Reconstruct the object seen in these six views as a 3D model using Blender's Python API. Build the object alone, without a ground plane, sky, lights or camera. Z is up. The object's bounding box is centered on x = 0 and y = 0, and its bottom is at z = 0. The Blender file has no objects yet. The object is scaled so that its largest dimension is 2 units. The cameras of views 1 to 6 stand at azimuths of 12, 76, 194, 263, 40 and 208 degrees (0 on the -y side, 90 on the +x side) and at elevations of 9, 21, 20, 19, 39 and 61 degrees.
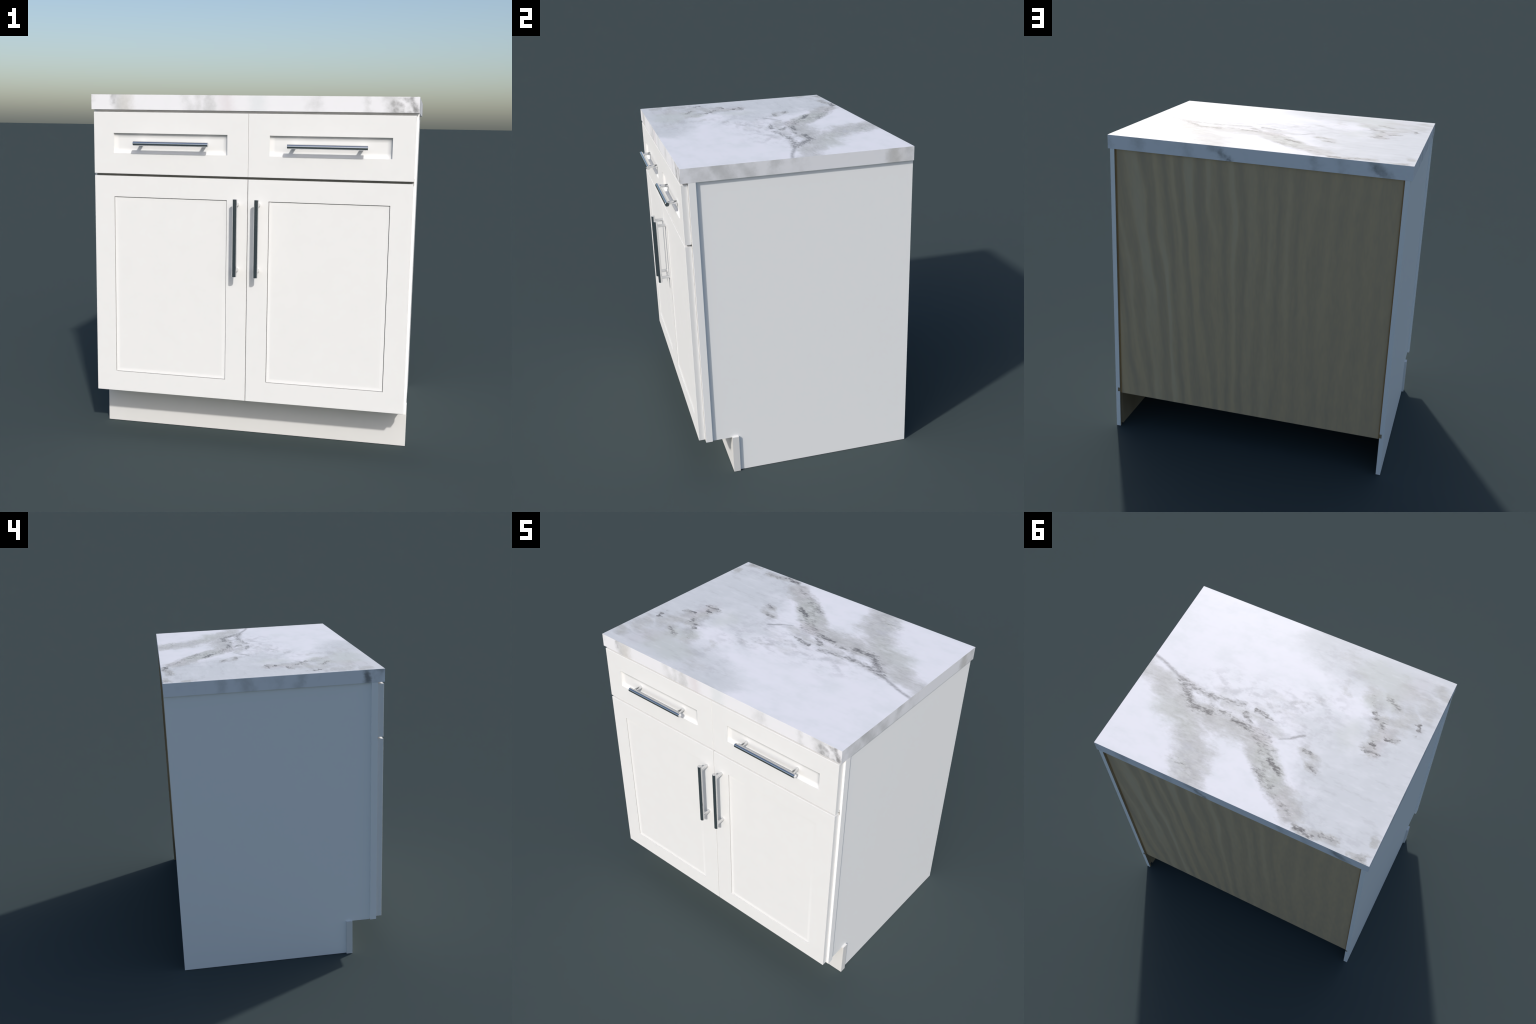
# Two-door, two-drawer base kitchen cabinet with a marble counter slab.
import bpy, bmesh, math
from mathutils import Vector

INCH = 2.0 / 36.0                     # the cabinet is 36 inches high = 2.00 m in this frame

# ------------------------------------------------------------------ node helpers
class Nodes:
    def __init__(self, tree):
        self.t = tree
    def new(self, kind, **props):
        n = self.t.nodes.new(kind)
        for k, v in props.items():
            setattr(n, k, v)
        return n
    def put(self, socket, value):
        if isinstance(value, bpy.types.NodeSocket):
            self.t.links.new(value, socket)
        else:
            socket.default_value = value
    def math(self, op, a, b=0.0, clamp=False):
        n = self.new("ShaderNodeMath", operation=op, use_clamp=clamp)
        self.put(n.inputs[0], a); self.put(n.inputs[1], b)
        return n.outputs[0]
    def vmath(self, op, a, b=(0, 0, 0), scale=None):
        n = self.new("ShaderNodeVectorMath", operation=op)
        self.put(n.inputs[0], a); self.put(n.inputs[1], b)
        if scale is not None:
            self.put(n.inputs["Scale"], scale)
        return n.outputs["Value"] if op in ("DOT_PRODUCT", "LENGTH") else n.outputs[0]
    def ramp(self, x, lo, hi, to_lo=0.0, to_hi=1.0):
        n = self.new("ShaderNodeMapRange", interpolation_type="SMOOTHSTEP")
        self.put(n.inputs["Value"], x)
        for k, v in (("From Min", lo), ("From Max", hi), ("To Min", to_lo), ("To Max", to_hi)):
            self.put(n.inputs[k], v)
        return n.outputs[0]
    def mix(self, f, a, b, mode="MIX"):
        n = self.new("ShaderNodeMix", data_type="RGBA", blend_type=mode)
        self.put(n.inputs[0], f); self.put(n.inputs[6], a); self.put(n.inputs[7], b)
        return n.outputs[2]
    def noise(self, vec, scale, detail=3.0, rough=0.55, distort=0.0, colour=False):
        n = self.new("ShaderNodeTexNoise")
        self.put(n.inputs["Vector"], vec)
        n.inputs["Scale"].default_value = scale
        n.inputs["Detail"].default_value = detail
        n.inputs["Roughness"].default_value = rough
        n.inputs["Distortion"].default_value = distort
        return n.outputs["Color" if colour else "Fac"]
    def coords(self, scale=(1, 1, 1), shift=(0, 0, 0)):
        c = self.new("ShaderNodeTexCoord")
        m = self.new("ShaderNodeMapping")
        self.t.links.new(c.outputs["Object"], m.inputs[0])
        m.inputs["Scale"].default_value = scale
        m.inputs["Location"].default_value = shift
        return m.outputs[0]
    def xyz(self, v):
        n = self.new("ShaderNodeSeparateXYZ")
        self.put(n.inputs[0], v)
        return n.outputs


def rgb(r, g, b):
    return (r, g, b, 1.0)


def material(name, rough=0.5, metallic=0.0, spec=0.5):
    m = bpy.data.materials.new(name)
    m.use_nodes = True
    b = m.node_tree.nodes["Principled BSDF"]
    b.inputs["Roughness"].default_value = rough
    b.inputs["Metallic"].default_value = metallic
    b.inputs["Specular IOR Level"].default_value = spec
    return m, Nodes(m.node_tree), b


# One brush stroke as a node group: a soft capsule round the segment A..A+BA (full strength on the
# axis, 0 at the radius), joined to the strokes before it by taking the larger value.
stroke_group = bpy.data.node_groups.new("soft_stroke", "ShaderNodeTree")
for _n, _t in (("Position", "Vector"), ("A", "Vector"), ("BA", "Vector"), ("Inverse", "Float"),
               ("Radius", "Float"), ("Inner", "Float"), ("Strength", "Float"), ("Before", "Float")):
    stroke_group.interface.new_socket(_n, in_out="INPUT", socket_type="NodeSocket" + _t)
stroke_group.interface.new_socket("Mask", in_out="OUTPUT", socket_type="NodeSocketFloat")
_g = Nodes(stroke_group)
_i, _o = _g.new("NodeGroupInput").outputs, _g.new("NodeGroupOutput")
_pa = _g.vmath("SUBTRACT", _i["Position"], _i["A"])
_h = _g.math("MULTIPLY", _g.vmath("DOT_PRODUCT", _pa, _i["BA"]), _i["Inverse"], clamp=True)
_d = _g.vmath("LENGTH", _g.vmath("SUBTRACT", _pa, _g.vmath("SCALE", _i["BA"], scale=_h)))
_m = _g.ramp(_d, _i["Radius"], _i["Inner"], 0.0, _i["Strength"])
_g.t.links.new(_g.math("MAXIMUM", _m, _i["Before"]), _o.inputs[0])


def strokes(N, pos, items, z=None):
    """items: (points, radius, strength[, core]); returns the joined mask."""
    total, count = None, 0
    for pts, rad, power, *core in items:
        pts = [Vector(p if len(p) == 3 else (p[0], p[1], z)) for p in pts]
        for a, b in zip(pts, pts[1:] or [pts[0] + Vector((1e-3, 0, 0))]):
            n = N.new("ShaderNodeGroup", node_tree=stroke_group)
            for k, v in (("Position", pos), ("A", a), ("BA", b - a), ("Inverse", 1.0 / (b - a).length_squared),
                         ("Radius", rad), ("Inner", rad * (core[0] if core else 0.0)), ("Strength", power)):
                N.put(n.inputs[k], v)
            if total is not None:
                N.put(n.inputs["Before"], total)
            total = n.outputs[0]
            count += 1
            if count % 10 == 0:      # evaluate in short runs: long ones overflow the shader stack
                step = N.new("ShaderNodeVectorMath", operation="MULTIPLY_ADD")
                N.put(step.inputs[0], total)
                step.inputs[1].default_value = (1e-7, 1e-7, 1e-7)
                N.put(step.inputs[2], pos)
                pos = step.outputs[0]
    return total


# ------------------------------------------------------------------ materials
def painted_wood(name, colour, mottle=0.02, rough=0.5, spec=0.5):
    m, N, b = material(name, rough, spec=spec)
    grain = N.noise(N.coords((1, 1, 1)), 9.0, 4.0)
    dark = tuple(c * (1 - mottle * 2) for c in colour)
    N.put(b.inputs["Base Color"], N.mix(N.ramp(grain, 0.3, 0.7), rgb(*dark), rgb(*colour)))
    return m


door_paint = painted_wood("off_white_door_paint", (0.885, 0.884, 0.88), 0.006, spec=0.4)
joint_shadow_paint = painted_wood("darkened_joint_shadow", (0.30, 0.30, 0.29), 0.01, spec=0.2)  # door paint darkened so the groove floor draws a shadow line
slot_shadow_grey = painted_wood("painted_slot_shadow", (0.26, 0.26, 0.245), 0.02, rough=0.8, spec=0.2)
frame_paint = painted_wood("white_frame_paint", (0.99, 0.99, 0.99), 0.002, spec=0.3)
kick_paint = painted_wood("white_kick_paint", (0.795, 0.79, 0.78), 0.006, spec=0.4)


def chrome():
    m, N, b = material("polished_chrome", 0.12, metallic=1.0)
    g = N.noise(N.coords((40, 40, 40)), 4.0, 2.0)
    N.put(b.inputs["Base Color"], N.mix(g, rgb(0.66, 0.67, 0.68), rgb(0.72, 0.73, 0.74)))
    return m


chrome = chrome()


def plywood(name, light, dark, edge=None):
    m, N, b = material(name, 0.6, spec=0.3)
    p = N.coords()
    x, y, z = N.xyz(p)
    # grain runs up the sheet and leans as it goes down, more so toward +x
    lean = N.math("MULTIPLY", N.math("SUBTRACT", 2.0, z), N.ramp(x, -0.35, 0.75, 0.0, 0.13))
    u = N.math("ADD", x, lean)
    c = N.new("ShaderNodeCombineXYZ")
    N.put(c.inputs[0], u); N.put(c.inputs[1], y); N.put(c.inputs[2], N.math("MULTIPLY", z, 0.16))
    sway = N.math("MULTIPLY", N.math("SUBTRACT", N.noise(N.vmath("MULTIPLY", c.outputs[0], (1, 1, 2.2)), 3.2, 2.0), 0.5), 0.20)
    v = N.math("ADD", u, sway)
    bands = N.math("SINE", N.math("MULTIPLY", v, 2 * math.pi / 0.126))
    bands = N.math("ADD", bands, N.math("MULTIPLY", N.math("SINE", N.math("MULTIPLY", v, 2 * math.pi / 0.047)), 0.22))
    fade = N.ramp(x, -0.6, 0.45, 0.30, 1.0)                      # the figure calms toward -x
    broken = N.ramp(N.noise(N.vmath("ADD", c.outputs[0], (3.1, 0, 0)), 6.0, 2.0), 0.3, 0.7, 0.35, 1.0)
    bands = N.math("MULTIPLY", bands, N.math("MULTIPLY", fade, broken))
    fine = N.noise(N.vmath("MULTIPLY", c.outputs[0], (1, 1, 1.4)), 42.0, 3.0, 0.6)
    tone = N.math("ADD", bands, N.math("MULTIPLY", N.math("SUBTRACT", fine, 0.5), 1.7))
    col = N.mix(N.ramp(tone, -1.3, 1.3), rgb(*dark), rgb(*light))
    # silvery hearts inside the light bands
    silver = N.math("MULTIPLY", N.ramp(bands, 0.0, 1.0), N.ramp(N.noise(N.vmath("ADD", c.outputs[0], (7.3, 0, 1.0)), 3.0, 2.0), 0.38, 0.66))
    col = N.mix(N.math("MULTIPLY", N.math("MULTIPLY", silver, fade), 0.42), col, rgb(*[k * f for k, f in zip(light, (1.0, 1.2, 1.5))]))
    if edge:
        at_edge = N.ramp(N.math("ABSOLUTE", x), 0.862, 0.871)
        col = N.mix(N.math("MULTIPLY", at_edge, 0.8), col, rgb(*edge))
    N.put(b.inputs["Base Color"], col)
    return m


back_ply = plywood("plywood_sheet", (0.665, 0.50, 0.305), (0.49, 0.385, 0.265), edge=(0.40, 0.22, 0.07))
raw_wood = plywood("raw_plywood_core", (0.42, 0.32, 0.20), (0.33, 0.25, 0.155))


def marble_top():
    m, N, b = material("marble_surface", 0.44, spec=0.42)
    p = N.coords()
    Z = 2.0

    def warp(scale, amount, seed, detail=4.0):
        n = N.noise(N.coords((1, 1.7, 1), seed), scale, detail, 0.6, colour=True)
        return N.vmath("MULTIPLY", N.vmath("SUBTRACT", n, (0.5, 0.5, 0.5)), (amount * 1.5, amount, 0.0))
    big = warp(4.5, 0.13, (0, 0, 0))
    small = warp(24.0, 0.05, (3, 1, 0))
    q = N.vmath("ADD", p, N.vmath("ADD", big, small))
    q_vein = N.vmath("ADD", p, N.vmath("ADD", N.vmath("SCALE", big, scale=0.25), N.vmath("SCALE", small, scale=1.35)))

    # the grey third of the slab and the smoky bands
    grey_field = strokes(N, q, [
        ([(-0.66, -0.62), (-0.85, -0.25), (-0.80, 0.10), (-0.66, 0.40), (-0.72, 0.68)], 0.44, 1.0, 0.35),
        ([(-0.02, -0.62), (-0.20, -0.52), (-0.42, -0.50)], 0.24, 0.95, 0.3),
        ([(-0.30, 0.05), (-0.45, 0.30), (-0.50, 0.55)], 0.26, 0.75, 0.3),
    ], Z)
    broad = strokes(N, q, [
        ([(0.92, 0.09), (0.76, 0.15), (0.62, 0.24)], 0.20, 0.86),
        ([(0.60, 0.26), (0.46, 0.37), (0.34, 0.50), (0.29, 0.68)], 0.25, 0.95),
        ([(0.93, 0.055), (0.78, 0.10), (0.58, 0.20)], 0.12, 0.80),
        ([(0.44, 0.25), (0.27, 0.26), (0.10, 0.27)], 0.17, 0.95),
        ([(0.10, 0.27), (-0.08, 0.40), (-0.24, 0.53), (-0.38, 0.64)], 0.15, 1.2),
        ([(0.36, 0.03), (0.18, 0.03), (0.0, 0.0), (-0.14, 0.05)], 0.20, 0.42),
        ([(0.30, 0.12), (0.12, 0.12), (-0.06, 0.18)], 0.11, 0.70),
        ([(0.08, -0.06), (-0.08, -0.09), (-0.22, -0.16), (-0.30, -0.22)], 0.15, 0.40),
        ([(-0.27, 0.21), (-0.35, 0.24), (-0.37, 0.31)], 0.10, 0.72),
        ([(-0.45, -0.38), (-0.53, -0.27)], 0.12, 0.75),
        ([(-0.58, -0.36), (-0.66, -0.31)], 0.10, 0.8),
        ([(-0.74, -0.30), (-0.70, -0.14)], 0.13, 0.85),
        ([(-0.80, -0.46), (-0.86, -0.34)], 0.13, 0.75),
        ([(-0.84, -0.57), (-0.89, -0.50)], 0.10, 0.7),
        ([(-0.62, -0.20), (-0.60, 0.04)], 0.11, 0.9),
        ([(-0.20, -0.56), (-0.36, -0.46)], 0.16, 0.55),
        ([(-0.62, -0.50), (-0.74, -0.46)], 0.12, 0.6),
        ([(-0.876, 0.577)], 0.07, 1.0),
        ([(-0.88, 0.70), (-0.82, 0.71)], 0.06, 1.0),
        ([(-0.46, 0.70), (-0.68, 0.67)], 0.065, 1.0),
        ([(-0.28, -0.38), (-0.33, -0.29)], 0.08, 0.55),
    ], Z)
    green = strokes(N, q, [
        ([(0.68, 0.30), (0.45, 0.39)], 0.14, 0.7),
        ([(-0.04, 0.33), (-0.15, 0.45), (-0.20, 0.50)], 0.12, 1.0),
        ([(-0.60, -0.37), (-0.50, -0.29)], 0.12, 1.0),
        ([(-0.42, -0.52), (-0.60, -0.46)], 0.18, 0.9),
        ([(-0.47, -0.07), (-0.45, 0.02)], 0.14, 0.7),
        ([(0.38, 0.62)], 0.13, 0.7),
    ], Z)
    pink = strokes(N, q, [
        ([(-0.66, -0.12), (-0.67, -0.06), (-0.63, 0.04)], 0.08, 1.0),
        ([(-0.72, -0.52), (-0.66, -0.43)], 0.14, 0.7),
        ([(0.06, 0.24), (-0.04, 0.28)], 0.09, 0.9),
        ([(-0.28, 0.59), (-0.37, 0.64)], 0.09, 0.7),
    ], Z)
    # dark mineral: a field of likelihood; streaky noise decides where it shows
    veins = strokes(N, q_vein, [
        ([(0.66, 0.085), (0.62, 0.11), (0.58, 0.16)], 0.085, 0.92),
        ([(0.56, 0.18), (0.51, 0.225), (0.44, 0.232), (0.37, 0.218)], 0.070, 0.98),
        ([(0.62, 0.092), (0.55, 0.107), (0.48, 0.112), (0.40, 0.10)], 0.062, 0.84),
        ([(0.40, 0.10), (0.30, 0.09), (0.22, 0.08)], 0.050, 0.72),
        ([(0.445, 0.115), (0.405, 0.163), (0.40, 0.20)], 0.080, 0.64),
        ([(0.33, 0.19), (0.26, 0.19)], 0.04, 0.78),
        ([(0.225, 0.215), (0.135, 0.226)], 0.045, 1.15),
        ([(0.19, 0.13), (0.13, 0.175)], 0.050, 0.88),
        ([(0.140, 0.074), (0.115, 0.078)], 0.030, 1.0),
        ([(0.095, 0.088), (0.020, 0.096)], 0.030, 0.92),
        ([(0.148, 0.209), (0.053, 0.248), (-0.024, 0.295), (-0.085, 0.32)], 0.095, 0.72),
        ([(0.03, 0.20), (-0.04, 0.24)], 0.06, 0.72),
        ([(-0.105, 0.36), (-0.19, 0.425)], 0.045, 1.12),
        ([(-0.05, 0.45), (-0.12, 0.495), (-0.19, 0.525)], 0.070, 0.80),
        ([(-0.144, 0.528), (-0.259, 0.595), (-0.367, 0.64)], 0.085, 0.62),
        ([(-0.04, 0.34), (-0.10, 0.43)], 0.085, 0.62),
        ([(-0.44, 0.692), (-0.485, 0.696)], 0.045, 1.1),
        ([(-0.50, 0.71), (-0.535, 0.70)], 0.035, 0.95),
        ([(-0.58, 0.674), (-0.68, 0.667)], 0.035, 0.82),
        ([(-0.33, 0.298), (-0.385, 0.308)], 0.048, 0.84),
        ([(-0.265, 0.204), (-0.315, 0.214)], 0.042, 0.85),
        ([(-0.32, 0.22), (-0.35, 0.28)], 0.06, 0.48),
        ([(-0.54, -0.225), (-0.57, -0.195)], 0.045, 0.92),
        ([(-0.605, -0.18), (-0.63, -0.155)], 0.045, 0.95),
        ([(-0.61, -0.012), (-0.635, -0.005)], 0.034, 1.15),
        ([(-0.58, 0.042), (-0.66, 0.048)], 0.036, 0.92),
        ([(-0.672, -0.084), (-0.695, -0.080)], 0.034, 1.1),
        ([(-0.70, -0.09), (-0.74, -0.10)], 0.04, 0.82),
        ([(-0.59, -0.35), (-0.65, -0.32)], 0.055, 0.86),
        ([(-0.48, -0.33), (-0.53, -0.26)], 0.05, 0.62),
        ([(-0.818, -0.258), (-0.834, -0.225)], 0.036, 1.05),
        ([(-0.831, -0.178)], 0.028, 0.85),
        ([(0.42, 0.60), (0.33, 0.63), (0.27, 0.66)], 0.07, 0.55),
        ([(0.10, 0.0), (0.0, 0.02)], 0.06, 0.5),
        ([(-0.06, -0.07), (-0.20, -0.15)], 0.07, 0.48),
        ([(-0.88, 0.70), (-0.84, 0.70)], 0.04, 0.7),
        ([(-0.55, -0.26), (-0.64, -0.10), (-0.62, 0.05)], 0.14, 0.46),
        ([(0.30, 0.14), (0.05, 0.14)], 0.13, 0.44),
        ([(-0.27, 0.20), (-0.38, 0.31)], 0.10, 0.42),
        ([(-0.10, 0.40), (-0.30, 0.58)], 0.13, 0.42),
    ], Z)
    # the one thin vein that runs out over the right edge, and the short dash
    thread = strokes(N, N.vmath("ADD", p, N.vmath("ADD", N.vmath("SCALE", big, scale=0.12), N.vmath("SCALE", small, scale=0.35))), [
        ([(0.930, -0.016), (0.847, 0.006), (0.749, 0.047), (0.66, 0.085)], 0.019, 0.62),
        ([(-0.090, 0.207), (-0.16, 0.165)], 0.013, 0.40), ([(-0.15, 0.168), (-0.185, 0.140), (-0.222, 0.114)], 0.014, 0.62),
    ], Z)

    cloud = N.noise(N.coords((1, 1.6, 1), (5, 2, 0)), 4.5, 5.0, 0.62)
    haze = N.noise(N.coords((0.8, 1.6, 1), (2, 4, 0)), 8.0, 5.0, 0.65)
    flecks = N.noise(N.coords((0.60, 1.55, 1), (1, 9, 0)), 40.0, 4.0, 0.66)
    mottle = N.noise(N.coords((0.8, 1.3, 1), (6, 1, 0)), 15.0, 3.0, 0.6)
    streak = N.noise(N.coords((0.5, 1.7, 1), (8, 3, 0)), 13.0, 3.0, 0.6)

    col = N.mix(N.ramp(cloud, 0.38, 0.66), rgb(0.905, 0.895, 0.945), rgb(0.86, 0.865, 0.905))
    soft = N.ramp(N.math("ADD", N.math("MULTIPLY", grey_field, 0.70), N.math("MULTIPLY", cloud, 0.9)), 0.42, 1.25)
    col = N.mix(soft, col, rgb(0.695, 0.71, 0.735))
    # smoky bands with feathered margins
    smoke = N.ramp(N.math("ADD", N.math("MULTIPLY", broad, 0.85), N.math("MULTIPLY", haze, 0.9)), 0.68, 1.28)
    col = N.mix(N.math("MULTIPLY", smoke, 0.72), col, rgb(0.485, 0.48, 0.46))
    # grey bloom round the dark mineral
    bloom = N.ramp(N.math("ADD", N.math("MULTIPLY", veins, 0.60), mottle), 0.58, 1.10)
    col = N.mix(N.math("MULTIPLY", N.math("MULTIPLY", bloom, N.ramp(veins, 0.0, 0.5)), 0.56), col, rgb(0.47, 0.46, 0.45))
    col = N.mix(N.math("MULTIPLY", N.ramp(green, 0.0, 0.9), 0.42), col, rgb(0.575, 0.605, 0.55))
    col = N.mix(N.math("MULTIPLY", pink, 0.33), col, rgb(0.62, 0.555, 0.575))
    # the bands themselves are finely mottled, warm against cool
    grain = N.math("MULTIPLY", smoke, N.ramp(flecks, 0.40, 0.68))
    col = N.mix(N.math("MULTIPLY", grain, 0.34), col, rgb(0.40, 0.39, 0.365))
    col = N.mix(N.math("MULTIPLY", N.math("MULTIPLY", smoke, N.ramp(mottle, 0.55, 0.38)), 0.40), col, rgb(0.70, 0.70, 0.69))
    # faint blotches through the middle of the slab
    middle = strokes(N, q, [([(0.42, 0.0), (0.10, 0.02), (-0.25, -0.12)], 0.24, 1.0), ([(0.0, 0.12), (-0.28, 0.06)], 0.20, 1.0), ([(-0.60, -0.25), (-0.66, 0.02)], 0.20, 0.9),
                             ([(-0.40, 0.60), (-0.75, 0.66)], 0.13, 0.9), ([(-0.86, -0.50), (-0.86, -0.30)], 0.14, 0.8), ([(0.42, 0.52), (0.32, 0.66)], 0.16, 0.9), ([(-0.10, -0.52), (-0.30, -0.40)], 0.16, 0.8),
                             ([(-0.35, 0.36), (-0.45, 0.45)], 0.18, 0.7)], Z)
    col = N.mix(N.math("MULTIPLY", N.math("MULTIPLY", middle, N.ramp(mottle, 0.44, 0.66)), 0.52), col, rgb(0.53, 0.53, 0.56))
    # pale and dim streaks drawn out along the slab, strongest in the grey parts
    where = N.math("MAXIMUM", soft, smoke)
    col = N.mix(N.math("MULTIPLY", N.math("MULTIPLY", N.ramp(streak, 0.52, 0.72), where), 0.35), col, rgb(0.86, 0.86, 0.89))
    col = N.mix(N.math("MULTIPLY", N.math("MULTIPLY", N.ramp(streak, 0.46, 0.30), N.math("ADD", where, 0.10)), 0.24), col, rgb(0.44, 0.44, 0.45))
    dark = N.ramp(N.math("ADD", N.math("MULTIPLY", veins, 0.52), flecks), 0.79, 1.13)
    dark = N.math("MULTIPLY", dark, N.ramp(veins, 0.05, 0.5))
    pale = N.math("MULTIPLY", N.ramp(flecks, 0.42, 0.30), N.ramp(veins, 0.0, 0.5))
    col = N.mix(N.math("MULTIPLY", pale, 0.6), col, rgb(0.80, 0.79, 0.80))
    dark = N.math("MAXIMUM", dark, N.math("MULTIPLY", thread, N.ramp(flecks, 0.30, 0.55, 0.5, 1.0)))
    col = N.mix(N.math("MULTIPLY", dark, 0.95), col, rgb(0.17, 0.165, 0.17))
    N.put(b.inputs["Base Color"], col)
    return m


def marble_edge():
    """The band round the slab: upright smoky streaks, each side with its own."""
    m, N, b = material("marble_edge_band", 0.5)
    p = N.coords()
    wob = N.noise(N.coords((1, 1, 1), (4, 4, 4)), 13.0, 4.0, 0.65, colour=True)
    q = N.vmath("ADD", p, N.vmath("MULTIPLY", N.vmath("SUBTRACT", wob, (0.5, 0.5, 0.5)), (0.09, 0.09, 0.06)))
    F, K, R, L = -0.651, 0.725, 0.917, -0.917       # front, back, right, left planes
    T, B, M = 2.0, 1.917, 1.958

    def front(x0, x1, r, s, z0=T, z1=B): return ([(x0, F, z0), (x1, F, z1)], r * 1.25, s)
    def back(x0, x1, r, s, z0=T, z1=B): return ([(x0, K, z0), (x1, K, z1)], r * 1.25, s)
    def right(y0, y1, r, s, z0=T, z1=B): return ([(R, y0, z0), (R, y1, z1)], r * 1.25, s)
    def left(y0, y1, r, s, z0=T, z1=B): return ([(L, y0, z0), (L, y1, z1)], r * 1.25, s)
    grey = strokes(N, q, [
        front(-0.76, -0.74, 0.055, 0.75), front(-0.36, -0.34, 0.06, 0.5), front(-0.22, -0.22, 0.06, 0.75),
        front(-0.28, -0.29, 0.05, 0.6), front(0.36, 0.37, 0.07, 0.4), front(0.64, 0.64, 0.04, 0.6),
        front(0.76, 0.80, 0.07, 0.75), front(0.86, 0.90, 0.05, 0.5),
        right(-0.55, -0.52, 0.09, 0.6), right(-0.44, -0.38, 0.08, 0.9), right(-0.30, -0.25, 0.08, 0.6),
        right(-0.10, -0.12, 0.06, 0.6), right(0.02, 0.05, 0.07, 0.4), right(0.60, 0.60, 0.07, 0.8), right(0.69, 0.69, 0.06, 0.7),
        left(-0.54, -0.54, 0.04, 1.0), left(-0.61, -0.60, 0.05, 0.6), left(-0.14, -0.10, 0.05, 0.6),
        left(0.25, 0.20, 0.07, 0.6), left(0.36, 0.38, 0.06, 0.5), left(0.0, 0.03, 0.05, 0.4),
        back(0.73, 0.71, 0.07, 0.5), back(0.45, 0.40, 0.07, 0.4), back(0.26, 0.16, 0.045, 0.8),
        back(-0.34, -0.36, 0.05, 0.6), back(-0.69, -0.77, 0.05, 0.9), back(-0.50, -0.52, 0.05, 0.4),
    ])
    dark = strokes(N, q, [
        front(-0.79, -0.785, 0.022, 0.5, T, M), front(0.775, 0.80, 0.022, 0.7, M, B), front(0.82, 0.86, 0.018, 0.7, T, 1.985),
        front(0.875, 0.905, 0.022, 0.9, 1.99, 1.93), front(0.80, 0.83, 0.016, 0.5, 1.965, 1.96), front(0.83, 0.90, 0.014, 0.5, 1.925, 1.92),
        left(-0.54, -0.545, 0.026, 0.8, 1.97, 1.935), left(-0.60, -0.62, 0.02, 0.4, T, 1.99),
        back(0.162, 0.158, 0.016, 1.0, 1.93, 1.925), back(0.22, 0.17, 0.018, 0.6, 1.965, 1.94),
        back(-0.70, -0.75, 0.022, 0.55, 1.97, 1.93),
    ])
    tan = strokes(N, q, [front(-0.71, -0.71, 0.05, 0.9), right(0.61, 0.62, 0.07, 0.7)])
    rosy = strokes(N, q, [front(-0.13, -0.12, 0.06, 0.9)])
    cool = strokes(N, q, [front(0.05, 0.05, 0.06, 0.8)])
    cloud = N.noise(N.coords((1, 1, 1), (2, 7, 1)), 14.0, 4.0, 0.6)
    grey = N.ramp(N.math("ADD", N.math("MULTIPLY", grey, 0.8), cloud), 0.50, 1.42)
    col = N.mix(grey, rgb(0.90, 0.90, 0.935), rgb(0.60, 0.605, 0.615))
    col = N.mix(N.math("MULTIPLY", tan, 0.6), col, rgb(0.60, 0.58, 0.54))
    col = N.mix(N.math("MULTIPLY", rosy, 0.6), col, rgb(0.74, 0.68, 0.71))
    col = N.mix(N.math("MULTIPLY", cool, 0.6), col, rgb(0.72, 0.77, 0.79))
    col = N.mix(N.math("MULTIPLY", dark, N.ramp(cloud, 0.25, 0.6, 0.45, 0.9)), col, rgb(0.17, 0.17, 0.175))
    N.put(b.inputs["Base Color"], col)
    return m


marble_top, marble_edge = marble_top(), marble_edge()

# ------------------------------------------------------------------ mesh helpers
def make(name, bm, mats, parent, smooth=False):
    bmesh.ops.recalc_face_normals(bm, faces=bm.faces)
    me = bpy.data.meshes.new(name)
    for f in bm.faces:
        f.smooth = smooth
    bm.to_mesh(me); bm.free()
    for m in mats:
        me.materials.append(m)
    ob = bpy.data.objects.new(name, me)
    bpy.context.scene.collection.objects.link(ob)
    ob.parent = parent
    return ob


def box(bm, lo, hi, mat=0):
    x0, y0, z0 = lo; x1, y1, z1 = hi
    v = [bm.verts.new((x, y, z)) for x in (x0, x1) for y in (y0, y1) for z in (z0, z1)]
    for q in ((0, 1, 3, 2), (4, 6, 7, 5), (0, 4, 5, 1), (2, 3, 7, 6), (0, 2, 6, 4), (1, 5, 7, 3)):
        bm.faces.new([v[i] for i in q]).material_index = mat


def chamfer(bm, width, test=lambda e: True):
    edges = [e for e in bm.edges if len(e.link_faces) == 2 and e.calc_face_angle(0) > 0.5 and test(e)]
    bmesh.ops.bevel(bm, geom=edges, offset=width, segments=1, affect="EDGES", profile=0.5)


def prism(bm, outline, axis, lo, hi, mat=0):
    """Extrude a closed 2D outline along one axis (outline in the two other axes, in xyz order)."""
    def at(p, w):
        c = list(p); c.insert(axis, w); return c
    a = [bm.verts.new(at(p, lo)) for p in outline]
    b = [bm.verts.new(at(p, hi)) for p in outline]
    bm.faces.new(a).material_index = mat
    bm.faces.new(b[::-1]).material_index = mat
    n = len(a)
    for i in range(n):
        bm.faces.new((a[i], a[(i + 1) % n], b[(i + 1) % n], b[i])).material_index = mat


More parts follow.
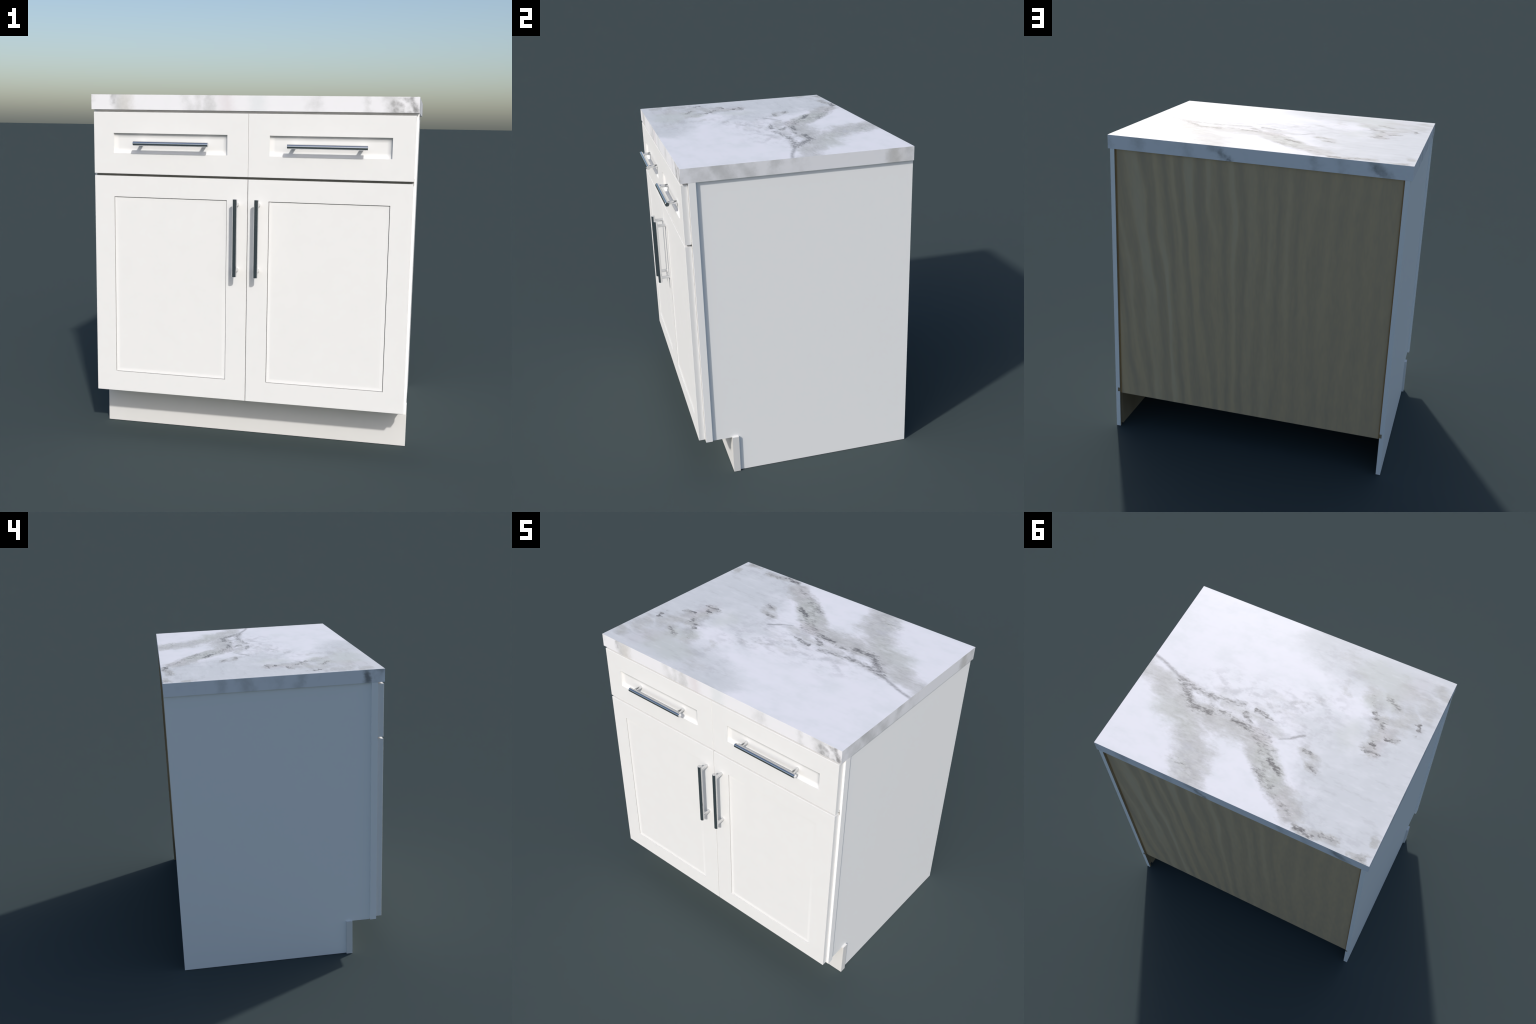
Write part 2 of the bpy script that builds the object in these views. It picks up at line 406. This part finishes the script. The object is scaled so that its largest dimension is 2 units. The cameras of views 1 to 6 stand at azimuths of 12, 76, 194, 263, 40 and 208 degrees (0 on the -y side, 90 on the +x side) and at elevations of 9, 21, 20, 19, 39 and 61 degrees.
# ------------------------------------------------------------------ sizes (metres)
HALF = 16.5 * INCH                    # half width of slab, frame and kick
TOP, SLAB = 2.0, 1.5 * INCH
UNDER = TOP - SLAB
KICK_H = 4.5 * INCH
BACK = 0.7260
FRAME_F = BACK - 24 * INCH            # front of the face frame
BOARD = 0.75 * INCH                   # board thickness of frame, doors and kick
FRAME_B = FRAME_F + BOARD
DOOR_F = FRAME_F - BOARD              # front of doors and drawers
SIDE = HALF - 0.25 * INCH             # outer face of the side panels
SIDE_IN, RABBET = SIDE - BOARD, SIDE - 0.5 * INCH
KICK_F = FRAME_F + 3 * INCH
KICK_B = KICK_F + BOARD

cabinet = bpy.data.objects.new("kitchen_cabinet", None)
bpy.context.scene.collection.objects.link(cabinet)
cabinet["label"] = "white two-door shaker base cabinet with drawers and marble counter"
cabinet["category"] = "kitchen cabinet"

# counter slab
bm = bmesh.new()
box(bm, (-HALF, -0.6500, UNDER), (HALF, BACK, TOP), 1)
bm.normal_update()
for f in bm.faces:
    if f.calc_center_median().z > TOP - 1e-4:
        f.material_index = 0
make("countertop", bm, [marble_top, marble_edge], cabinet)

# face frame: stiles and rails round one drawer row and one door row
def frame_grid(xs, zs, holes, y0, y1):
    bm = bmesh.new()
    vert = {}
    def v(i, j, y):
        k = (i, j, y)
        if k not in vert:
            vert[k] = bm.verts.new((xs[i], y, zs[j]))
        return vert[k]
    solid = {(i, j) for i in range(len(xs) - 1) for j in range(len(zs) - 1)} - set(holes)
    for i, j in solid:
        for y in (y0, y1):
            bm.faces.new((v(i, j, y), v(i + 1, j, y), v(i + 1, j + 1, y), v(i, j + 1, y)))
        for di, dj, a, b in ((-1, 0, (0, 0), (0, 1)), (1, 0, (1, 0), (1, 1)), (0, -1, (0, 0), (1, 0)), (0, 1, (0, 1), (1, 1))):
            if (i + di, j + dj) not in solid:
                bm.faces.new((v(i + a[0], j + a[1], y0), v(i + b[0], j + b[1], y0), v(i + b[0], j + b[1], y1), v(i + a[0], j + a[1], y1)))
    bmesh.ops.remove_doubles(bm, verts=bm.verts, dist=1e-6)
    return bm

DRAWER = (1.5553, 1.9024)             # z range of the drawer fronts
DOOR = (0.2650, 1.5418)
W = 1.5 * INCH
bm = frame_grid([-HALF, -HALF + W, -W / 2, W / 2, HALF - W, HALF], [KICK_H, KICK_H + W, 1.507, 1.590, 1.845, UNDER - 0.0006],
                [(i, j) for i in (1, 3) for j in (1, 3)], FRAME_F, FRAME_B)
make("face_frame", bm, [frame_paint], cabinet)

# dark strip modelling the shadow inside the slot between drawers and doors
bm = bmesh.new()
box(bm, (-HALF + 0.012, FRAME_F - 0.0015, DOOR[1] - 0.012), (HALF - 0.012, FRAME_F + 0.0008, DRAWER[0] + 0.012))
make("slot_shadow_strip", bm, [slot_shadow_grey], cabinet)

# side panels: notched at the toe, grooved for the plywood back and for the floor board
SHELF = (0.264, 0.2915)
GROOVE = SIDE - 0.25 * INCH           # bottom of the grooves
BACK_Y = (BACK - 0.75 * INCH, BACK - 0.25 * INCH)

def side_panel(sign):
    bm = bmesh.new()
    top, f, toe = UNDER - 0.0004, FRAME_B + 0.0003, KICK_B + 0.0002
    heel = KICK_H - 0.0032
    def skin(x0, x1, outline):
        prism(bm, outline, 0, sign * x0, sign * x1, 0)
    skin(GROOVE, SIDE, [(f, top), (BACK, top), (BACK, 0.0), (toe, 0.0), (toe, heel), (f, heel)])
    # inner layer in four courses; the grooves are the spaces between them
    for y0, y1 in ((f, BACK_Y[0]), (BACK_Y[1], BACK)):
        skin(RABBET, GROOVE, [(y0, SHELF[1]), (y1, SHELF[1]), (y1, top), (y0, top)])
    skin(RABBET, GROOVE, [(toe, 0.0), (BACK_Y[0], 0.0), (BACK_Y[0], SHELF[0]), (f, SHELF[0]), (f, heel), (toe, heel)])
    skin(RABBET, GROOVE, [(BACK_Y[1], 0.0), (BACK, 0.0), (BACK, SHELF[0]), (BACK_Y[1], SHELF[0])])
    # the layers meet face to face on the groove plane: cut those faces out of the inner courses
    bm.normal_update()
    bmesh.ops.delete(bm, geom=[q for q in bm.faces if abs(q.normal.x) > 0.5 and abs(abs(q.calc_center_median().x) - GROOVE) < 1e-4
                               and len(q.verts) == 4], context="FACES_ONLY")
    bmesh.ops.delete(bm, geom=[q for q in bm.faces if abs(q.normal.x) > 0.5 and abs(abs(q.calc_center_median().x) - GROOVE) < 1e-4
                               and abs(q.calc_center_median().z - 0.5 * SHELF[0]) < 0.1], context="FACES_ONLY")
    for face in bm.faces:
        c, n = face.calc_center_median(), face.normal
        if abs(c.x) < SIDE - 1e-3 and c.y < BACK - 1e-3 and (abs(n.x) > 0.5 or abs(c.x) < GROOVE):
            face.material_index = 1
    return make("side_panel", bm, [frame_paint, raw_wood], cabinet)

side_panel(1)
side_panel(-1)

# toe kick board
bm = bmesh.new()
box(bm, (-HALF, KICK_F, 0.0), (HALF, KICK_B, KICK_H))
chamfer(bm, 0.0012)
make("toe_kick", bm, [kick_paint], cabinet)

# plywood back held in the grooves, and the floor board with its tongues in theirs
bm = bmesh.new()
box(bm, (-GROOVE + 0.001, BACK_Y[0] + 0.0006, 0.2495), (GROOVE - 0.001, BACK_Y[1] - 0.0006, UNDER - 0.0004))
make("back_panel", bm, [back_ply], cabinet)
bm = bmesh.new()
GR = GROOVE - 0.0008
box(bm, (-GR, FRAME_B + 0.0006, SHELF[0] + 0.0006), (GR, BACK_Y[0], SHELF[1] - 0.0006))
for s in (-1, 1):
    x0, x1 = sorted((s * (RABBET + 0.0004), s * GR))
    box(bm, (x0, BACK_Y[1], SHELF[0] + 0.0006), (x1, BACK - 0.003, SHELF[1] - 0.0006))
make("floor_board", bm, [raw_wood], cabinet)


# ------------------------------------------------------------------ shaker fronts
def shaker_front(name, x0, x1, z0, z1, border, depth, fade, groove=0.0, lift=0.0):
    """Slab with a recessed field, laid out as a nine-patch so that the margin of the field can roll.
    Without a groove the field flows softly into the frame's inner wall; with one, a fine joint runs
    round the field, whose margins rise by `lift` below and at the left, less elsewhere."""
    bm = bmesh.new()
    f, (bx, bz) = DOOR_F, border

    def ring(inset, y):
        return [bm.verts.new(p) for p in ((x0 + inset, y, z0 + inset), (x1 - inset, y, z0 + inset),
                                          (x1 - inset, y, z1 - inset), (x0 + inset, y, z1 - inset))]
    def band(a, b):
        n = len(a)
        return [bm.faces.new((a[i], a[(i + 1) % n], b[(i + 1) % n], b[i])) for i in range(n)]
    def loop12(inset, y):                       # rectangle with two extra points per side
        ax, az = x0 + bx + inset, z0 + bz + inset
        cx, cz = x1 - bx - inset, z1 - bz - inset
        xs, zs = [ax, x0 + bx + fade, x1 - bx - fade, cx], [az, z0 + bz + fade, z1 - bz - fade, cz]
        pts = [(xs[i], zs[0]) for i in range(4)] + [(xs[3], zs[i]) for i in (1, 2, 3)] + \
              [(xs[i], zs[3]) for i in (2, 1, 0)] + [(xs[0], zs[i]) for i in (2, 1)]
        return [bm.verts.new((px, y(px, pz) if callable(y) else y, pz)) for px, pz in pts]

    back, edge, rim = ring(0, FRAME_F - 0.0018), ring(0, f + 0.0016), ring(0.0012, f)
    bm.faces.new(back)
    band(back, edge); band(edge, rim)
    lip = loop12(0, f)
    for i in range(4):                          # the four frame members
        bm.faces.new([rim[i], rim[(i + 1) % 4]] + [lip[(3 * i + k) % 12] for k in (3, 2, 1, 0)])
    wall = []
    if groove:
        deep, far = loop12(0, f + depth + 0.010), loop12(groove, f + depth + 0.010)
        band(lip, deep)
        for q in band(deep, far):
            q.material_index = 1
        def raised(px, pz):
            low = pz < z0 + bz + groove + 1e-4 or px < x0 + bx + groove + 1e-4
            return f + depth - (lift if low else 0.25 * lift)
        foot = loop12(groove, raised)
        band(far, foot)
    else:
        foot = loop12(0, f + depth)
        wall = band(lip, foot)
    inner = [bm.verts.new((px, f + depth, pz)) for px, pz in
             ((x0 + bx + fade, z0 + bz + fade), (x1 - bx - fade, z0 + bz + fade), (x1 - bx - fade, z1 - bz - fade), (x0 + bx + fade, z1 - bz - fade))]
    core = [bm.verts.new((v.co.x + sx * fade * 0.4, f + depth, v.co.z + sz * fade * 0.4)) for v, (sx, sz) in
            zip(inner, ((1, 1), (-1, 1), (-1, -1), (1, -1)))]
    field = []
    for i in range(4):
        k = 3 * i
        field.append(bm.faces.new((foot[k], foot[k + 1], inner[i], foot[(k - 1) % 12])))               # corner patch
        field.append(bm.faces.new((foot[k + 1], foot[k + 2], inner[(i + 1) % 4], inner[i])))           # side patch
    field += band(inner, core) + [bm.faces.new(core)]
    soft = set(wall + field)
    bmesh.ops.recalc_face_normals(bm, faces=bm.faces)
    for e in bm.edges:
        e.smooth = all(q in soft for q in e.link_faces) and not all(q in wall for q in e.link_faces)
    corner = {foot[3 * i] for i in range(4)}
    for e in bm.edges:
        if all(q in wall for q in e.link_faces):
            e.smooth = not any(v in corner for v in e.verts)
    return make(name, bm, [door_paint, joint_shadow_paint], cabinet, smooth=True)


def handle_mesh():
    """Round bar pull along x, standing off on two posts; origin midway between the post feet."""
    bm = bmesh.new()
    r, half, stand, post_r, post_x = 0.0130, 0.2168, 0.0642, 0.0102, 0.1845
    def rod(a, b, radius, seg=32, lip=0.0008):
        a, b = Vector(a), Vector(b)
        axis = (b - a).normalized()
        side = axis.orthogonal().normalized(); up = axis.cross(side)
        loops = []
        for d, rr in ((0, radius - lip), (lip, radius), ((b - a).length - lip, radius), ((b - a).length, radius - lip)):
            loops.append([bm.verts.new(a + axis * d + (side * math.cos(t) + up * math.sin(t)) * rr)
                          for t in (2 * math.pi * i / seg for i in range(seg))])
        for p, q in zip(loops, loops[1:]):
            for i in range(seg):
                bm.faces.new((p[i], p[(i + 1) % seg], q[(i + 1) % seg], q[i]))
        bm.faces.new(loops[0]); bm.faces.new(loops[-1][::-1])
    rod((-half, -stand, 0), (half, -stand, 0), r)
    for s in (-1, 1):
        rod((s * post_x, -stand + 0.004, 0), (s * post_x, 0.002, 0), post_r, 24)
    bmesh.ops.recalc_face_normals(bm, faces=bm.faces)
    for e in bm.edges:
        e.smooth = e.calc_face_angle(0) < 0.6
    me = bpy.data.meshes.new("bar_handle")
    for q in bm.faces:
        q.smooth = True
    bm.to_mesh(me); bm.free()
    me.materials.append(chrome)
    return me

pull = handle_mesh()

def add_handle(parent, at, upright):
    ob = bpy.data.objects.new("bar_handle", pull)
    bpy.context.scene.collection.objects.link(ob)
    ob.location = at
    ob.rotation_euler = (0, math.pi / 2 if upright else 0, 0)
    ob.parent = parent

EDGE = 0.9015
DRAWER_RECESS = 0.25 * INCH
for s in (-1, 1):
    x0, x1 = sorted((s * 0.0007, s * (EDGE + 0.0022)))
    d = shaker_front("drawer_front", x0, x1, *DRAWER, (0.1185, 0.1172), DRAWER_RECESS, 0.030)
    add_handle(d, (s * 0.4377 + 0.0050, DOOR_F + DRAWER_RECESS, 1.7290), False)
for s in (-1, 1):
    x0, x1 = sorted((s * 0.0018, s * (EDGE + 0.0006)))
    d = shaker_front("door", x0, x1, *DOOR, (0.1172, 0.1180), 0.0060, 0.018, groove=0.0036, lift=0.0034)
    add_handle(d, (s * 0.0605 + 0.003, DOOR_F, 1.2195), True)
